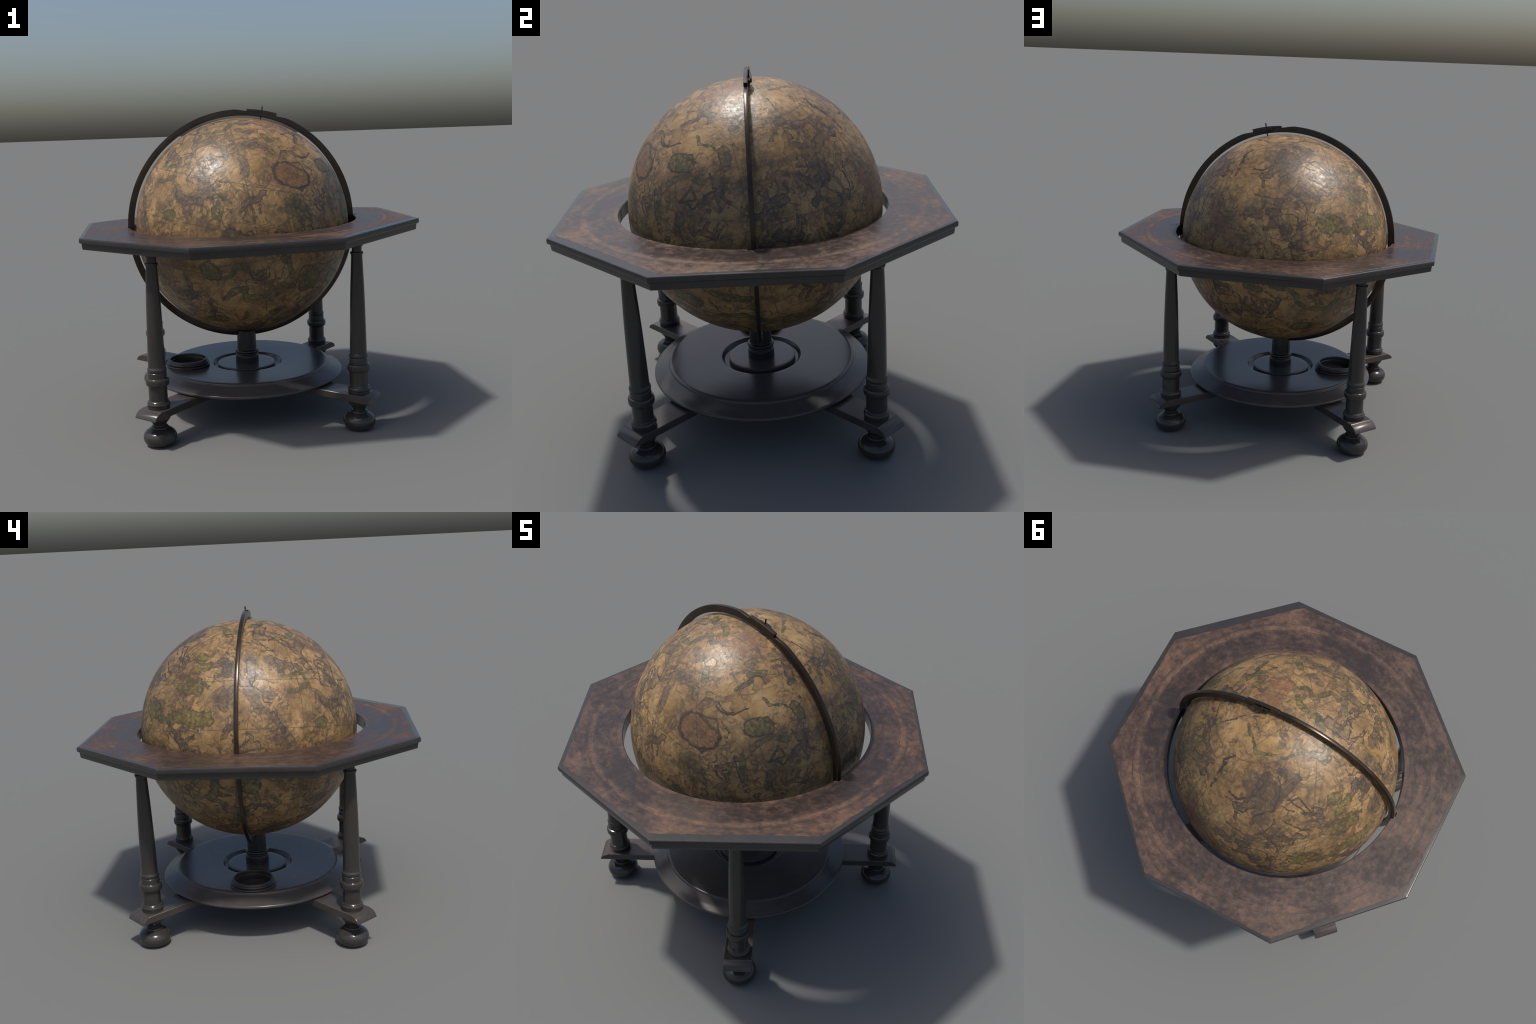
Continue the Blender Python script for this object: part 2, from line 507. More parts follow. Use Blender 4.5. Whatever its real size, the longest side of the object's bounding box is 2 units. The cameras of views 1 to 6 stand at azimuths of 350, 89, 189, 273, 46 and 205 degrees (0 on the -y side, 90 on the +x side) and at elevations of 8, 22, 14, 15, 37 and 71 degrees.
def add_creatures(count, seed):
    """Engraved beasts and people between the named figures: torso, neck, head, limbs, tail."""
    rng = random.Random(seed)
    for i in range(count):
        z = 1 - 2 * (i + 0.5) / count
        a = i * 2.399963 + rng.uniform(-0.25, 0.25)
        c = Vector((math.sqrt(1 - z * z) * math.cos(a), math.sqrt(1 - z * z) * math.sin(a), z))
        if any((sky_dir(*q) - c).length < rad(w0) + 0.10 for kind in ('green', 'grove', 'olive', 'brown', 'red') for w0, sp in STROKES[kind] for q in sp):
            continue
        u = c.orthogonal().normalized()
        u = Matrix.Rotation(rng.uniform(0, 2 * math.pi), 3, c) @ u
        v = c.cross(u)
        size = rad(rng.uniform(5.0, 8.5))
        def at(x, y):
            d = (c + u * (x * size) + v * (y * size)).normalized()
            return (math.degrees(math.atan2(d.y, d.x)), math.degrees(math.asin(d.z)))
        w = math.degrees(size)
        arch = rng.uniform(-0.12, 0.18)
        paint('beast', w * rng.uniform(0.24, 0.32), at(-0.55, 0), at(0, arch), at(0.55, 0.05))
        hx, hy = rng.uniform(0.9, 1.15), rng.uniform(0.25, 0.7)
        paint('beast', w * 0.15, at(0.6, 0.15), at(hx, hy))
        paint('beast', w * 0.19, at(hx, hy), at(hx + 0.28, hy - 0.08))
        for x0 in (-0.58, -0.32, 0.35, 0.62):
            if rng.random() < 0.12:
                continue
            kx = x0 + rng.uniform(-0.28, 0.28)
            paint('beast', w * rng.uniform(0.075, 0.11), at(x0, -0.1), at(kx, -0.55 + rng.uniform(-0.1, 0.1)),
                  at(kx + rng.uniform(-0.25, 0.3), -1.0 + rng.uniform(-0.1, 0.15)))
        t = rng.uniform(-0.3, 0.6)
        paint('beast', w * 0.06, at(-0.6, 0.1), at(-0.95, t), at(-1.2, t + rng.uniform(-0.5, 0.3)))
add_creatures(110, 5)

def stroke_group(kind, strokes, chunk=16):
    """Smallest distance to any stroke of a kind, in units of its half width."""
    segs = []
    for width, spine in strokes:
        pts = [sky_dir(*q) for q in spine]
        segs += [(1.0 / rad(width), a, b) for a, b in (list(zip(pts, pts[1:])) or [(pts[0], None)])]
    T = GroupNodes("figures_" + kind)
    total = None
    for i in range(0, len(segs), chunk):
        G = GroupNodes("strokes_" + kind)
        best = None
        for k, a, b in segs[i:i + chunk]:
            # each stroke waits for the one before it, which keeps the shader's memory small
            V = G.vin if best is None else G.after(G.vin, best)
            if b is None or (b - a).length < 1e-4:
                d = G.vec('DISTANCE', V, tuple(a))
            else:
                ab = b - a
                q = ab / ab.length_squared
                t = G.math('SUBTRACT', G.vec('DOT_PRODUCT', V, tuple(q)), a.dot(q), clamp=True)
                d = G.vec('DISTANCE', V, G.vec3('MULTIPLY_ADD', tuple(ab), t, tuple(a)))
            d = G.math('MULTIPLY', d, k)
            best = d if best is None else G.math('MINIMUM', best, d)
        G.t.links.new(best, G.gout.inputs[0])
        n = T.t.nodes.new("ShaderNodeGroup")
        n.node_tree = G.t
        T.put(n.inputs[0], T.vin if total is None else T.after(T.vin, total))
        total = n.outputs[0] if total is None else T.math('MINIMUM', total, n.outputs[0])
    if total is None:
        T.gout.inputs[0].default_value = 9.0
    else:
        T.t.links.new(total, T.gout.inputs[0])
    return T.t

GORES = 12
def gore_index(p):
    """Paper gore a direction lies on: twelve sectors, three belts."""
    lon = math.atan2(p.y, p.x) % (2 * math.pi)
    belt = 0 if p.z > 0.42 else (1 if p.z > -0.3 else 2)
    return int(lon / (2 * math.pi) * GORES) % GORES + GORES * belt

def gore_reach(samples, spine_pts, width):
    """Whether a stroke can touch the gore given by sample directions."""
    reach = rad(width) * 1.6 + 0.085
    for a, b in (list(zip(spine_pts, spine_pts[1:])) or [(spine_pts[0], spine_pts[0])]):
        ab = b - a
        L = ab.length_squared
        for p in samples:
            t = min(1, max(0, (p - a).dot(ab) / L)) if L > 1e-9 else 0
            if (p - (a + ab * t)).length < reach:
                return True
    return False

KINDS = ('green', 'grove', 'olive', 'red', 'brown', 'grey', 'gold', 'ink', 'beast')
def mat_globe(empty):
    N = Nodes("painted_globe_paper")
    P = N.vec('NORMALIZE', N.obj())
    def shifted(v, scale, amount, detail=2):
        c = N.vec('SUBTRACT', N.noise(v, scale, detail, 0.5, out="Color"), (0.5, 0.5, 0.5))
        return N.vec('ADD', v, N.vec('SCALE', c, scale=amount))
    Pw = shifted(shifted(P, 8.0, 0.050), 30.0, 0.026)
    # ---- parchment ground
    tone = N.noise(P, 3.2, 6, 0.62)
    mott = N.noise(P, 14, 5, 0.65)
    base = N.ramp(N.math('MULTIPLY_ADD', tone, 0.75, N.math('MULTIPLY', mott, 0.25)),
                  [(0.36, (0.190, 0.112, 0.046)), (0.46, (0.290, 0.175, 0.071)), (0.55, (0.375, 0.232, 0.094)), (0.66, (0.430, 0.282, 0.132))])
    dense = N.remap(N.noise(P, 2.6, 3, 0.5), 0.36, 0.54)
    # ---- colour washes
    col = base
    F = {}
    rag = N.remap(N.noise(P, 15, 3, 0.6), 0.30, 0.70, 0.62, 1.5, smooth=False)     # ragged brush edges
    soft = N.math('MULTIPLY_ADD', rag, 0.38, 0.56)
    for kind in KINDS:      # filled in, gore by gore, with the strokes that touch it
        g = N.t.nodes.new("ShaderNodeGroup")
        g.name = kind
        g.node_tree = empty
        N.put(g.inputs[0], Pw)
        F[kind] = g.outputs[0] if kind == 'ink' else N.math('MULTIPLY', g.outputs[0], soft if kind in ('green', 'brown') else rag)
    # fewer stray pen lines on and around the coloured figures
    fig = N.math('MINIMUM', N.math('MINIMUM', F['green'], F['olive']), N.math('MINIMUM', F['brown'], F['red']))
    quiet = N.remap(fig, 0.8, 1.3, 0.45, 1.0)
    grain = N.noise(P, 34, 4, 0.7)
    def wash(col, kind, a, b, strength, soft=0.5):
        m = N.remap(F[kind], 1.15 - soft * 0.4, 1.15 + soft * 0.35, 1.0, 0.0)
        m = N.math('MULTIPLY', m, N.remap(grain, 0.30, 0.60, strength * 0.35, strength))
        return N.mix(m, col, N.mix(N.remap(mott, 0.42, 0.58), a, b))
    col = wash(col, 'gold', (0.235, 0.135, 0.036), (0.29, 0.172, 0.048), 0.8, 1.4)
    col = wash(col, 'grey', (0.075, 0.056, 0.044), (0.125, 0.090, 0.062), 0.85, 1.0)
    col = wash(col, 'beast', (0.072, 0.053, 0.039), (0.160, 0.108, 0.062), 0.85, 0.5)
    col = wash(col, 'red', (0.150, 0.060, 0.038), (0.205, 0.098, 0.058), 0.75, 0.8)
    col = wash(col, 'brown', (0.150, 0.072, 0.034), (0.190, 0.098, 0.046), 0.9, 0.2)
    leaf = N.remap(N.voronoi(Pw, 30, 'SMOOTH_F1'), 0.15, 0.5)
    col = wash(col, 'olive', (0.060, 0.058, 0.020), N.mix(leaf, (0.205, 0.188, 0.046), (0.085, 0.080, 0.024)), 0.92, 0.7)
    col = wash(col, 'grove', (0.042, 0.044, 0.024), (0.092, 0.090, 0.040), 0.85, 0.9)
    col = wash(col, 'green', (0.048, 0.054, 0.024), (0.096, 0.102, 0.038), 0.93, 0.6)
    if True:                # ribs of the hull
        hull = N.remap(F['brown'], 0.9, 1.0, 1, 0)
        ribs = N.math('ABSOLUTE', N.math('SINE', N.math('MULTIPLY', N.vec('DOT_PRODUCT', Pw, tuple((sky_dir(-83, 41) - sky_dir(-94, 32)).normalized())), 105)))
        col = N.mix(N.math('MULTIPLY', hull, N.remap(ribs, 0.0, 0.45, 0.55, 0.0)), col, (0.05, 0.03, 0.02))
    # ---- pen work: wandering outlines with engraved shade on one side
    drawn = N.remap(F['ink'], 0.65, 1.3, 0.95, 0.0)
    for k, ew, ea in (('green', 0.22, 0.85), ('grove', 0.16, 0.6), ('olive', 0.2, 0.8), ('red', 0.2, 0.6), ('brown', 0.2, 0.85), ('grey', 0.22, 0.6)):
        edge = N.math('ABSOLUTE', N.math('SUBTRACT', F[k], 1.05))
        drawn = N.math('MAXIMUM', drawn, N.remap(edge, 0.04, ew, ea, 0.0))
    ink = N.remap(N.math('ABSOLUTE', N.math('SUBTRACT', F['beast'], 1.05)), 0.05, 0.38, 0.95, 0.0)
    Pq = shifted(P, 12.0, 0.035, 2)
    for scale, w, amt, gate, dist, seed in ((3.6, 0.020, 0.70, None, 1.0, 0.0), (6.0, 0.036, 0.82, (0.35, 1.0), 0.9, 3.0),
                                            (11.0, 0.055, 0.82, (0.15, 1.0), 0.5, 7.0)):
        n = N.noise(N.vec('ADD', Pq, (seed, seed * 0.7, -seed)), scale, 2.0, 0.5, dist)
        off = N.math('SUBTRACT', n, 0.5)
        ln = N.remap(N.math('ABSOLUTE', off), w * 0.2, w, amt, 0.0)
        sh = N.math('MULTIPLY', N.remap(off, 0.0, 0.12, amt * 0.68, 0.0), N.remap(off, -0.004, 0.004))
        both = N.math('MAXIMUM', ln, sh)
        if gate:
            both = N.math('MULTIPLY', both, N.math('MULTIPLY_ADD', dense, gate[1] - gate[0], gate[0]))
        # the drawing stops and starts
        both = N.math('MULTIPLY', both, N.remap(N.noise(N.vec('ADD', P, (seed, 2.0, seed)), scale * 0.8, 2), 0.36, 0.52))
        ink = both if ink is None else N.math('MAXIMUM', ink, both)
    # dark hatched bodies
    body = N.math('MULTIPLY', N.remap(N.noise(N.vec('ADD', Pq, (5.0, 1.0, 9.0)), 6.5, 3, 0.5, 0.6), 0.53, 0.60), N.remap(grain, 0.36, 0.58, 0.10, 0.60))
    ink = N.math('MAXIMUM', ink, body)
    # hatching flecks, thicker where the drawing is dense
    fl = N.noise(shifted(P, 5.0, 0.2), 42, 3, 0.6, 1.0)
    flecks = N.math('MULTIPLY', N.remap(fl, 0.54, 0.64), N.math('MULTIPLY_ADD', dense, 0.45, 0.14))
    ink = N.math('MAXIMUM', ink, flecks)
    ink = N.math('MAXIMUM', N.math('MULTIPLY', ink, quiet), drawn)
    # stars
    st = N.voronoi(P, 17)
    ink = N.math('MAXIMUM', ink, N.remap(st, 0.07, 0.13, 0.55, 0.0))
    ink = N.math('MULTIPLY', ink, N.remap(N.noise(P, 11, 4, 0.65), 0.28, 0.52, 0.60, 1.0))
    col = N.mix(ink, col, (0.042, 0.033, 0.029))
    # ---- drawn grid: great circles through the pole, equator, tropics, polar circles, ecliptic
    Pl = shifted(P, 3.0, 0.008)
    s = N.sep(Pl)
    lon = N.math('ARCTAN2', s[1], s[0])
    fr = N.math('ABSOLUTE', N.math('SUBTRACT', N.math('FRACT', N.math('MULTIPLY_ADD', lon, 6 / math.pi, 12.5)), 0.5))
    coslat = N.math('SQRT', N.math('MAXIMUM', N.math('SUBTRACT', 1.0, N.math('MULTIPLY', s[2], s[2])), 0.0001))
    dline = N.math('MULTIPLY', N.math('MULTIPLY', fr, math.pi / 6), coslat)
    dline = N.math('MINIMUM', dline, N.math('ABSOLUTE', s[2]))
    tilt = rad(23.4)
    eq = N.vec('DOT_PRODUCT', Pl, (math.sin(tilt), 0.0, math.cos(tilt)))
    aeq = N.math('ABSOLUTE', eq)
    dline = N.math('MINIMUM', dline, aeq)
    dline = N.math('MINIMUM', dline, N.math('ABSOLUTE', N.math('SUBTRACT', aeq, math.sin(rad(23.7)))))
    dline = N.math('MINIMUM', dline, N.math('MULTIPLY', N.math('ABSOLUTE', N.math('SUBTRACT', aeq, math.sin(rad(66.0)))), 2.2))
    grid = N.math('MULTIPLY', N.remap(dline, 0.0014, 0.0052, 1.0, 0.0), N.remap(N.noise(P, 8, 3), 0.32, 0.6, 0.25, 0.75))
    col = N.mix(grid, col, (0.060, 0.046, 0.038))
    # ---- brown varnish grime
    gr = N.remap(N.noise(P, 2.0, 5, 0.6), 0.44, 0.70, 0.0, 0.40)
    col = N.mix(gr, col, (0.095, 0.064, 0.038))
    rough = N.math('ADD', N.remap(mott, 0.3, 0.7, 0.33, 0.46), N.math('MULTIPLY', ink, 0.12))
    N.bump(N.math('MULTIPLY_ADD', N.noise(P, 20, 3, 0.55), 1.0, N.math('MULTIPLY', N.noise(Pq, 9.5, 2.0, 0.5, 0.7), 0.8)), 0.45, 0.0045)
    return N.final(col, rough)
#END_GLOBE_MATERIAL

# ------------------------------------------------------------------ the thing
root = bpy.data.objects.new("celestial_globe", None)
root.empty_display_size = 0.2
link(root)
root["label"] = "antique celestial globe in an octagonal dark wooden stand"
root["category"] = "globe"

# ---- legs and feet -------------------------------------------------
LEG_PROFILE = [(0.0, 0.215), (0.0610, 0.215), (0.0610, 0.215), (0.0625, 0.222), (0.0628, 0.233), (0.0628, 0.233),
               (0.0648, 0.238), (0.0650, 0.244), (0.0625, 0.249), (0.0605, 0.252), (0.0600, 0.257), (0.0600, 0.257),
               (0.0545, 0.263), (0.0532, 0.270), (0.0528, 0.335), (0.0538, 0.347), (0.0538, 0.347),
               (0.0620, 0.351), (0.0655, 0.358), (0.0665, 0.370), (0.0660, 0.382), (0.0630, 0.390), (0.0600, 0.392),
               (0.0600, 0.392), (0.0542, 0.394), (0.0542, 0.394), (0.0540, 0.420), (0.0530, 0.424), (0.0530, 0.424),
               (0.0512, 0.426), (0.0512, 0.429), (0.0530, 0.431), (0.0530, 0.431), (0.0550, 0.436), (0.0550, 0.444),
               (0.0530, 0.449), (0.0500, 0.454), (0.0490, 0.464), (0.0478, 0.530), (0.0464, 0.600), (0.0445, 0.680),
               (0.0425, 0.760), (0.0398, 0.840), (0.0368, 0.910), (0.0338, 0.980), (0.0322, 1.015), (0.0328, 1.027),
               (0.0360, 1.034), (0.0378, 1.039), (0.0370, 1.044), (0.0350, 1.046), (0.0350, 1.046), (0.0285, 1.0465),
               (0.0285, 1.0465), (0.0280, 1.060), (0.0290, 1.072), (0.0340, 1.079), (0.0365, 1.084), (0.0365, 1.084),
               (0.0365, 1.124), (0.0365, 1.124), (0.0, 1.124)]
FOOT_PROFILE = [(0.0, 0.176), (0.0660, 0.176), (0.0660, 0.176), (0.0650, 0.164), (0.0585, 0.150), (0.0480, 0.136),
                (0.0415, 0.127), (0.0385, 0.118), (0.0380, 0.112), (0.0380, 0.112), (0.0445, 0.1105), (0.0500, 0.106),
                (0.0510, 0.101), (0.0495, 0.097), (0.0495, 0.097), (0.0600, 0.094), (0.0745, 0.086), (0.0860, 0.075),
                (0.0932, 0.061), (0.0952, 0.047), (0.0935, 0.033), (0.0870, 0.019), (0.0740, 0.008), (0.0580, 0.002),
                (0.0440, 0.000), (0.0440, 0.000), (0.0, 0.000)]
leg_prof = smooth_profile(LEG_PROFILE, 3)
foot_prof = smooth_profile(FOOT_PROFILE, 4)
first_leg = first_foot = None
for k in range(4):
    a = rad(45 + 90 * k)
    p = Vector((*LEG_AT[k], 0.0))
    if first_leg is None:
        leg = first_leg = lathe("leg", leg_prof, MAT_LEG, root, p, 72, 28)
        foot = first_foot = lathe("foot", foot_prof, MAT_LEG, root, p, 72, 40)
    else:
        leg, foot = first_leg.copy(), first_foot.copy()
        leg.name, foot.name = "leg", "foot"
        link(leg, root), link(foot, root)
        leg.location = foot.location = p
    leg.rotation_euler = foot.rotation_euler = (0, 0, a * 1.7)

# ---- crossed stretchers --------------------------------------------
def stretcher(name, x0, x1, chamfer0, chamfer1, rot):
    """A plank along local x with moulded, sloping ends."""
    w, zb, zt = 0.0785, 0.1755, 0.2185
    end = [(0.0, 0.0), (0.0015, 0.007), (0.008, 0.018), (0.018, 0.028), (0.032, 0.035), (0.046, 0.0388), (0.050, 0.0425)]
    side = []
    for sgn, x, ch in ((1, x1, chamfer1), (-1, x0, chamfer0)):
        if ch:
            pts = [(x - sgn * dx, zb + dz) for dx, dz in end]
        else:
            pts = [(x, zb), (x, zt)]
        side += pts if sgn > 0 else pts[::-1]
    # side runs: bottom-right .. top-right .. top-left .. bottom-left
    n = len(side)
    verts = []
    b = 0.003
    for y, inset in ((-w, b), (-w + b, 0.0), (w - b, 0.0), (w, b)):
        cx = sum(p[0] for p in side) / n
        for x, z in side:
            zz = min(max(z, zb + inset), zt - inset)
            xx = x - math.copysign(inset, x - cx) * (1 if (chamfer0 or chamfer1) else 0)
            verts.append((xx, y, zz))
    faces = []
    for l in range(3):
        for i in range(n):
            j = (i + 1) % n
            faces.append((l * n + i, l * n + j, (l + 1) * n + j, (l + 1) * n + i))
    faces.append(tuple(range(n - 1, -1, -1)))
    faces.append(tuple(3 * n + i for i in range(n)))
    return new_mesh(name, verts, faces, MAT_BOARD, root, STAND_C, (0, 0, rot), 30)

E_LEN = 0.940
stretcher("stretcher", -E_LEN, E_LEN, True, True, rad(43.2))
stretcher("stretcher", 0.0786, E_LEN, False, True, rad(132.7))
stretcher("stretcher", 0.0786, E_LEN, False, True, rad(-47.3))

# ---- round base plate with a coved rim -----------------------------
PLATE = [(0.0, 0.2190), (0.570, 0.2190), (0.570, 0.2190), (0.594, 0.2210), (0.6020, 0.2265), (0.6035, 0.2335),
         (0.6010, 0.2390), (0.5960, 0.2420), (0.5960, 0.2420), (0.5800, 0.2485), (0.5610, 0.2565), (0.5430, 0.2655), (0.5290, 0.2728),
         (0.5220, 0.2765), (0.5205, 0.2785), (0.5205, 0.2785), (0.5200, 0.2835), (0.5160, 0.2875), (0.5080, 0.2900), (0.4900, 0.2905),
         (0.4000, 0.2885), (0.3000, 0.2855), (0.2250, 0.2835), (0.2250, 0.2835), (0.2220, 0.2815), (0.2140, 0.2690), (0.2090, 0.2620), (0.2040, 0.2600),
         (0.2040, 0.2600), (0.0, 0.2600)]
plate = lathe("base_plate", smooth_profile(PLATE, 4), MAT_PLATE, root, (-0.007, 0.001, 0), 160, 30)
DISC = [(0.0, 0.2595), (0.181, 0.2595), (0.181, 0.2595), (0.181, 0.2705), (0.181, 0.2705), (0.1845, 0.2715), (0.1855, 0.2755), (0.1835, 0.2790), (0.178, 0.2805),
        (0.178, 0.2805), (0.09, 0.2805), (0.0, 0.2805)]
lathe("centre_disc", smooth_profile(DISC, 3), MAT_PLATE, root, (-0.013, 0.005, 0), 120, 30)

# ---- post ----------------------------------------------------------
POST = [(0.0, 0.280), (0.0740, 0.280), (0.0740, 0.280), (0.0736, 0.324), (0.0736, 0.324), (0.0725, 0.328), (0.0690, 0.3295), (0.0690, 0.3295),
        (0.0670, 0.333), (0.0675, 0.338), (0.0675, 0.338), (0.0705, 0.340), (0.0700, 0.344), (0.0685, 0.3455), (0.0685, 0.3455),
        (0.0715, 0.347), (0.0745, 0.352), (0.0745, 0.359), (0.0715, 0.364), (0.0660, 0.366), (0.0660, 0.366),
        (0.0620, 0.369), (0.0612, 0.376), (0.0600, 0.440), (0.0590, 0.482), (0.0575, 0.490), (0.0520, 0.4965), (0.0520, 0.4965), (0.0, 0.4965)]
post = lathe("post", smooth_profile(POST, 3), MAT_POST, root, (-0.0075, 0.001, 0), 72, 30)

# ---- well in the plate under the compass box
WELL_C, WELL_R = Vector((-0.388, 0.010, 0)), 0.1040
cutter = lathe("well_cutter", [(0.0, 0.2660), (WELL_R, 0.2660), (WELL_R, 0.3200), (0.0, 0.3200)], MAT_PLATE, None, WELL_C, 72)
mod = plate.modifiers.new("well", 'BOOLEAN')
mod.operation, mod.object, mod.solver = 'DIFFERENCE', cutter, 'EXACT'
bpy.context.view_layer.update()
cut = bpy.data.meshes.new_from_object(plate.evaluated_get(bpy.context.evaluated_depsgraph_get()))
plate.modifiers.clear()
plate.data = cut
bpy.data.objects.remove(cutter)

# ---- compass box ring ----------------------------------------------
BOX = [(0.100, 0.2930), (0.1370, 0.2930), (0.1370, 0.2930), (0.1385, 0.297), (0.1380, 0.303), (0.1350, 0.306), (0.1350, 0.306),
       (0.1300, 0.3075), (0.1300, 0.3075), (0.1325, 0.312), (0.1325, 0.318), (0.1290, 0.322), (0.1255, 0.3235), (0.1255, 0.3235), (0.1235, 0.329), (0.1225, 0.333), (0.1200, 0.335),
       (0.1130, 0.335), (0.1110, 0.333), (0.1110, 0.333), (0.1095, 0.318), (0.1095, 0.318), (0.1050, 0.316), (0.1035, 0.313), (0.1035, 0.313), (0.1030, 0.2930)]
bp = smooth_profile(BOX, 3)
seg = 96
vs, fs = [], []
for r, z in bp:
    for j in range(seg):
        a = 2 * math.pi * j / seg
        vs.append((r * math.cos(a), r * math.sin(a), z))
for i in range(len(bp) - 1):
    for j in range(seg):
        k = (j + 1) % seg
        fs.append((i * seg + j, i * seg + k, (i + 1) * seg + k, (i + 1) * seg + j))
box = new_mesh("compass_box", vs, fs, MAT_BOX, root, (-0.388, 0.010, -0.0045), angle=30)
lathe("box_floor", [(0.0, 0.2710), (0.1034, 0.2710), (0.1034, 0.2885), (0.0, 0.2885)], MAT_BOX_FLOOR, box, (0, 0, 0), 72)

# ---- horizon table -------------------------------------------------
CORNERS = [(0.9995, 0.361), (0.430, 0.974), (-0.383, 0.999), (-0.966, 0.439), (-1.000, -0.375), (-0.434, -0.979), (0.383, -1.001), (0.983, -0.457)]
def table_z(x, y):
    return 1.1828 + 0.0095 * x - 0.002 * y + 0.009 * (x * x - y * y) - 0.004 * x * y
MARGIN = (0.015, 0.023, 0.026, 0.023, 0.023, 0.028, 0.053, 0.030)   # bare frame beside the paper, per edge
def octagon_radius(th, inset, margin=0.0):
    """Distance from the origin to the octagon's edge, set in by `inset`, along angle th."""
    best = 9.0
    for i in range(8):
        ax, ay = CORNERS[i]
        bx, by = CORNERS[(i + 1) % 8]
        nx, ny = by - ay, ax - bx
        l = math.hypot(nx, ny)
        nx, ny = nx / l, ny / l
        d = nx * ax + ny * ay - inset - margin * MARGIN[i]
        c = nx * math.cos(th) + ny * math.sin(th)
        if c > 0.2:
            best = min(best, d / c)
    return best
def hole_radius(th):
    """Round hole with two notches that let the meridian ring pass."""
    r = 0.7000
    for a0 in (STAND_ROT, math.pi + STAND_ROT):
        d = abs((th - a0 + math.pi) % (2 * math.pi) - math.pi) * 0.70
        if d < 0.0165:
            r = max(r, 0.7185 - 0.004 * max(0.0, (d - 0.011) / 0.0055) ** 2)
    return r
angles = sorted(set([round(2 * math.pi * i / 720, 6) for i in range(720)]
                    + [round(math.atan2(y, x) % (2 * math.pi), 6) for x, y in CORNERS]))
def table_ring(name, rows, mat, parent):
    verts, faces = [], []
    m = len(angles)
    for kind, val, dz in rows:
        for th in angles:
            if kind == 'out':
                r = octagon_radius(th, val)
            elif kind == 'hole':
                r = hole_radius(th) + val
            elif kind == 'wavy':
                w = (0.0020 * math.sin(9 * th + 1) + 0.0016 * math.sin(23 * th) + 0.0011 * math.sin(61 * th + 2)
                     + 0.0008 * math.sin(113 * th))
                r = octagon_radius(th, val + w, 1.0)
            x, y = r * math.cos(th), r * math.sin(th)
            verts.append((x, y, table_z(x, y) + dz))
    n = len(rows)
    for i in range(n):
        k = (i + 1) % n
        for j in range(m):
            l = (j + 1) % m
            faces.append((i * m + j, i * m + l, k * m + l, k * m + j))
    return new_mesh(name, verts, faces, mat, parent, angle=24)
frame = table_ring("horizon_table", [
    ('hole', 0.0, -0.0675), ('hole', 0.0, -0.003), ('hole', 0.002, -0.0006), ('hole', 0.005, 0.0), ('out', 0.0085, 0.0), ('out', 0.0045, -0.0008), ('out', 0.0015, -0.0032),
    ('out', 0.0, -0.0080), ('out', 0.0, -0.0210), ('out', 0.0012, -0.0265), ('out', 0.0045, -0.0305), ('out', 0.0090, -0.0318),
    ('out', 0.0135, -0.0322), ('out', 0.0140, -0.0400), ('out', 0.0160, -0.0620), ('out', 0.0180, -0.0670), ('out', 0.0220, -0.0685),
    ('out', 0.0500, -0.0685)], MAT_FRAME, root)
table_ring("calendar_paper", [('hole', 0.0035, 0.0001), ('hole', 0.0042, 0.0008), ('wavy', 0.001, 0.0008), ('wavy', 0.0, 0.0001)], MAT_PAPER, frame)

# ---- meridian ring -------------------------------------------------
def ring_frame():
    al = -0.0368
    a = Vector((math.cos(al), math.sin(al), 0))      # along +x
    be = 0.0
    n = Vector((math.sin(al) * math.cos(be), -math.cos(al) * math.cos(be), math.sin(be)))
    return a, n.cross(a), n
RA, RZ, RN = ring_frame()
def ring_pt(r, phi, h):
    c = math.cos(phi)                                # the band is slightly bowed out of its plane
    return RA * (r * math.sin(phi)) + RZ * (r * c) + RN * (h + 0.0043 * c + 0.0115 * c * c)
def smoothstep(t):
    t = min(1, max(0, t))
    return t * t * (3 - 2 * t)
def ring_outer(deg):
    d = (deg + 180) % 360 - 180
    r = 0.7130
    if -3.5 < d < 4.2:
        r -= 0.0105 * smoothstep((d + 3.5) / 7.7)
    elif 4.2 <= d <= 19.0:
        r -= 0.0105
    elif 19.0 < d < 26.0:
        r -= 0.0105 * (1 - smoothstep((d - 19.0) / 7.0))
    return r
def sweep(name, degs, outer, inner, half, mat, parent, closed, bev=0.003, loc=RING_C):
    verts, faces = [], []
    for d in degs:
        ro, ri = outer(d), inner(d)
        b = min(bev, half * 0.45)
        sec = [(ri, -half + b * 0.6), (ri + b * 0.6, -half), (ro - b, -half), (ro - b * 0.3, -half + b * 0.3), (ro, -half + b),
               (ro, half - b), (ro - b * 0.3, half - b * 0.3), (ro - b, half), (ri + b * 0.6, half), (ri, half - b * 0.6)]
        for r, h in sec:
            verts.append(ring_pt(r, rad(d), h))
    n = 10
    m = len(degs)
    for i in range(m if closed else m - 1):
        k = (i + 1) % m
        for j in range(n):
            l = (j + 1) % n
            faces.append((i * n + j, i * n + l, k * n + l, k * n + j))
    if not closed:
        faces.append(tuple(range(n)))
        faces.append(tuple((m - 1) * n + j for j in range(n)))
    return new_mesh(name, verts, faces, mat, parent, loc, angle=40)
ring = sweep("meridian_ring", [i for i in range(0, 360)], ring_outer, lambda d: 0.6735, 0.0105, MAT_METAL, root, True)
sweep("clasp", [4.0 + 15.2 * i / 24 for i in range(25)], lambda d: 0.7135 + 0.0062 * (d - 4) / 15.2, lambda d: 0.697,
      0.0105, MAT_METAL, ring, False, 0.002, loc=(0, 0, 0))
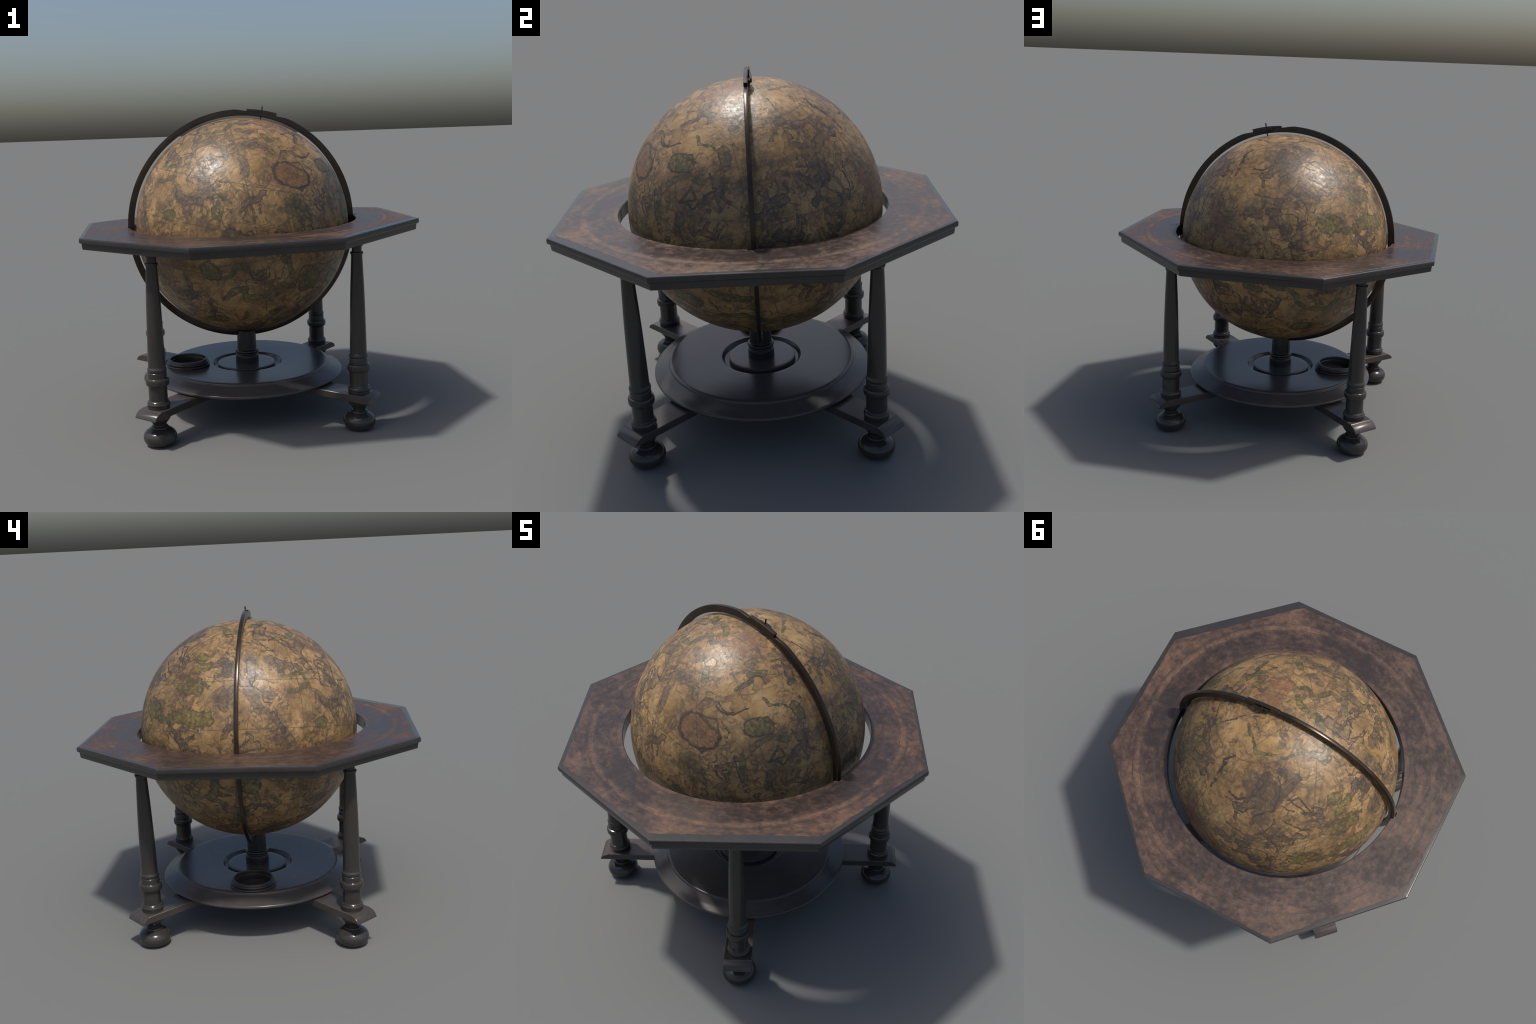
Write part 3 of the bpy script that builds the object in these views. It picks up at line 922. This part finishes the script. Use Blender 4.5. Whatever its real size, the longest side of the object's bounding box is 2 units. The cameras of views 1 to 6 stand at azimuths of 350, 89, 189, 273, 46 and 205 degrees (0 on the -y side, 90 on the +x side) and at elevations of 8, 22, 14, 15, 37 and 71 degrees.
# hinge plate beside the axle, with a knuckle in its middle
PIN_DEG = 12.0
sweep("hinge_plate", [PIN_DEG - 3.6 + 7.4 * i / 12 for i in range(13)], lambda d: 0.7095, lambda d: 0.6900, 0.0042, MAT_METAL, ring, False, 0.0012,
      loc=-RN * 0.0175)
sweep("hinge_knuckle", [PIN_DEG - 1.2 + 3.4 * i / 8 for i in range(9)], lambda d: 0.7100, lambda d: 0.6880, 0.0050, MAT_METAL, ring, False, 0.0012,
      loc=-RN * 0.0240)
def rod(name, p, q, r, mat, parent, seg=20):
    ax = (q - p).normalized()
    u = ax.orthogonal().normalized()
    v = ax.cross(u)
    vs, fs = [], []
    L = (q - p).length
    prof = [(r, 0), (r, L - r * 0.35), (r * 0.65, L)]
    for rr, t in prof:
        for j in range(seg):
            a = 2 * math.pi * j / seg
            vs.append(p + ax * t + u * (rr * math.cos(a)) + v * (rr * math.sin(a)))
    for i in range(2):
        for j in range(seg):
            k = (j + 1) % seg
            fs.append((i * seg + j, i * seg + k, (i + 1) * seg + k, (i + 1) * seg + j))
    fs.append(tuple(range(seg)))
    fs.append(tuple(2 * seg + j for j in range(seg)))
    return new_mesh(name, vs, fs, mat, parent, angle=30)
axis_n = Vector((0.1512, 0.0, 0.7272)).normalized()
base_p = Vector((0.1270, 0.0085, 1.795))
rod("axle_pin", base_p, Vector((0.1459, 0.0094, 1.8945)), 0.0042, MAT_METAL, root)

# ---- globe ---------------------------------------------------------
bm = bmesh.new()
bmesh.ops.create_icosphere(bm, subdivisions=6, radius=GLOBE_R)
me = bpy.data.meshes.new("globe_ball")
bm.to_mesh(me)
bm.free()
me.polygons.foreach_set("use_smooth", [True] * len(me.polygons))
gore_faces = {}
for poly in me.polygons:
    gore_faces.setdefault(gore_index(poly.center.normalized()), []).append(poly)
empty = stroke_group("none", [])
master = mat_globe(empty)
for slot, (g, polys) in enumerate(sorted(gore_faces.items())):
    dirs = [p.center.normalized() for p in polys[::9]]
    gore_mat = master.copy()
    for kind in KINDS:
        keep = [(w, sp) for w, sp in STROKES[kind] if gore_reach(dirs, [sky_dir(*q) for q in sp], w)]
        gore_mat.node_tree.nodes[kind].node_tree = stroke_group(kind, keep) if keep else empty
    me.materials.append(gore_mat)
    for p in polys:
        p.material_index = slot
globe = bpy.data.objects.new("globe_ball", me)
zl = POLE_ECL
xl = (POLE_EQ - zl * POLE_EQ.dot(zl)).normalized()
yl = zl.cross(xl)
M = Matrix((xl, yl, zl)).transposed()
globe.rotation_mode = 'QUATERNION'
globe.rotation_quaternion = M.to_quaternion()
globe.location = GLOBE_C
link(globe, root)
bpy.data.materials.remove(master)
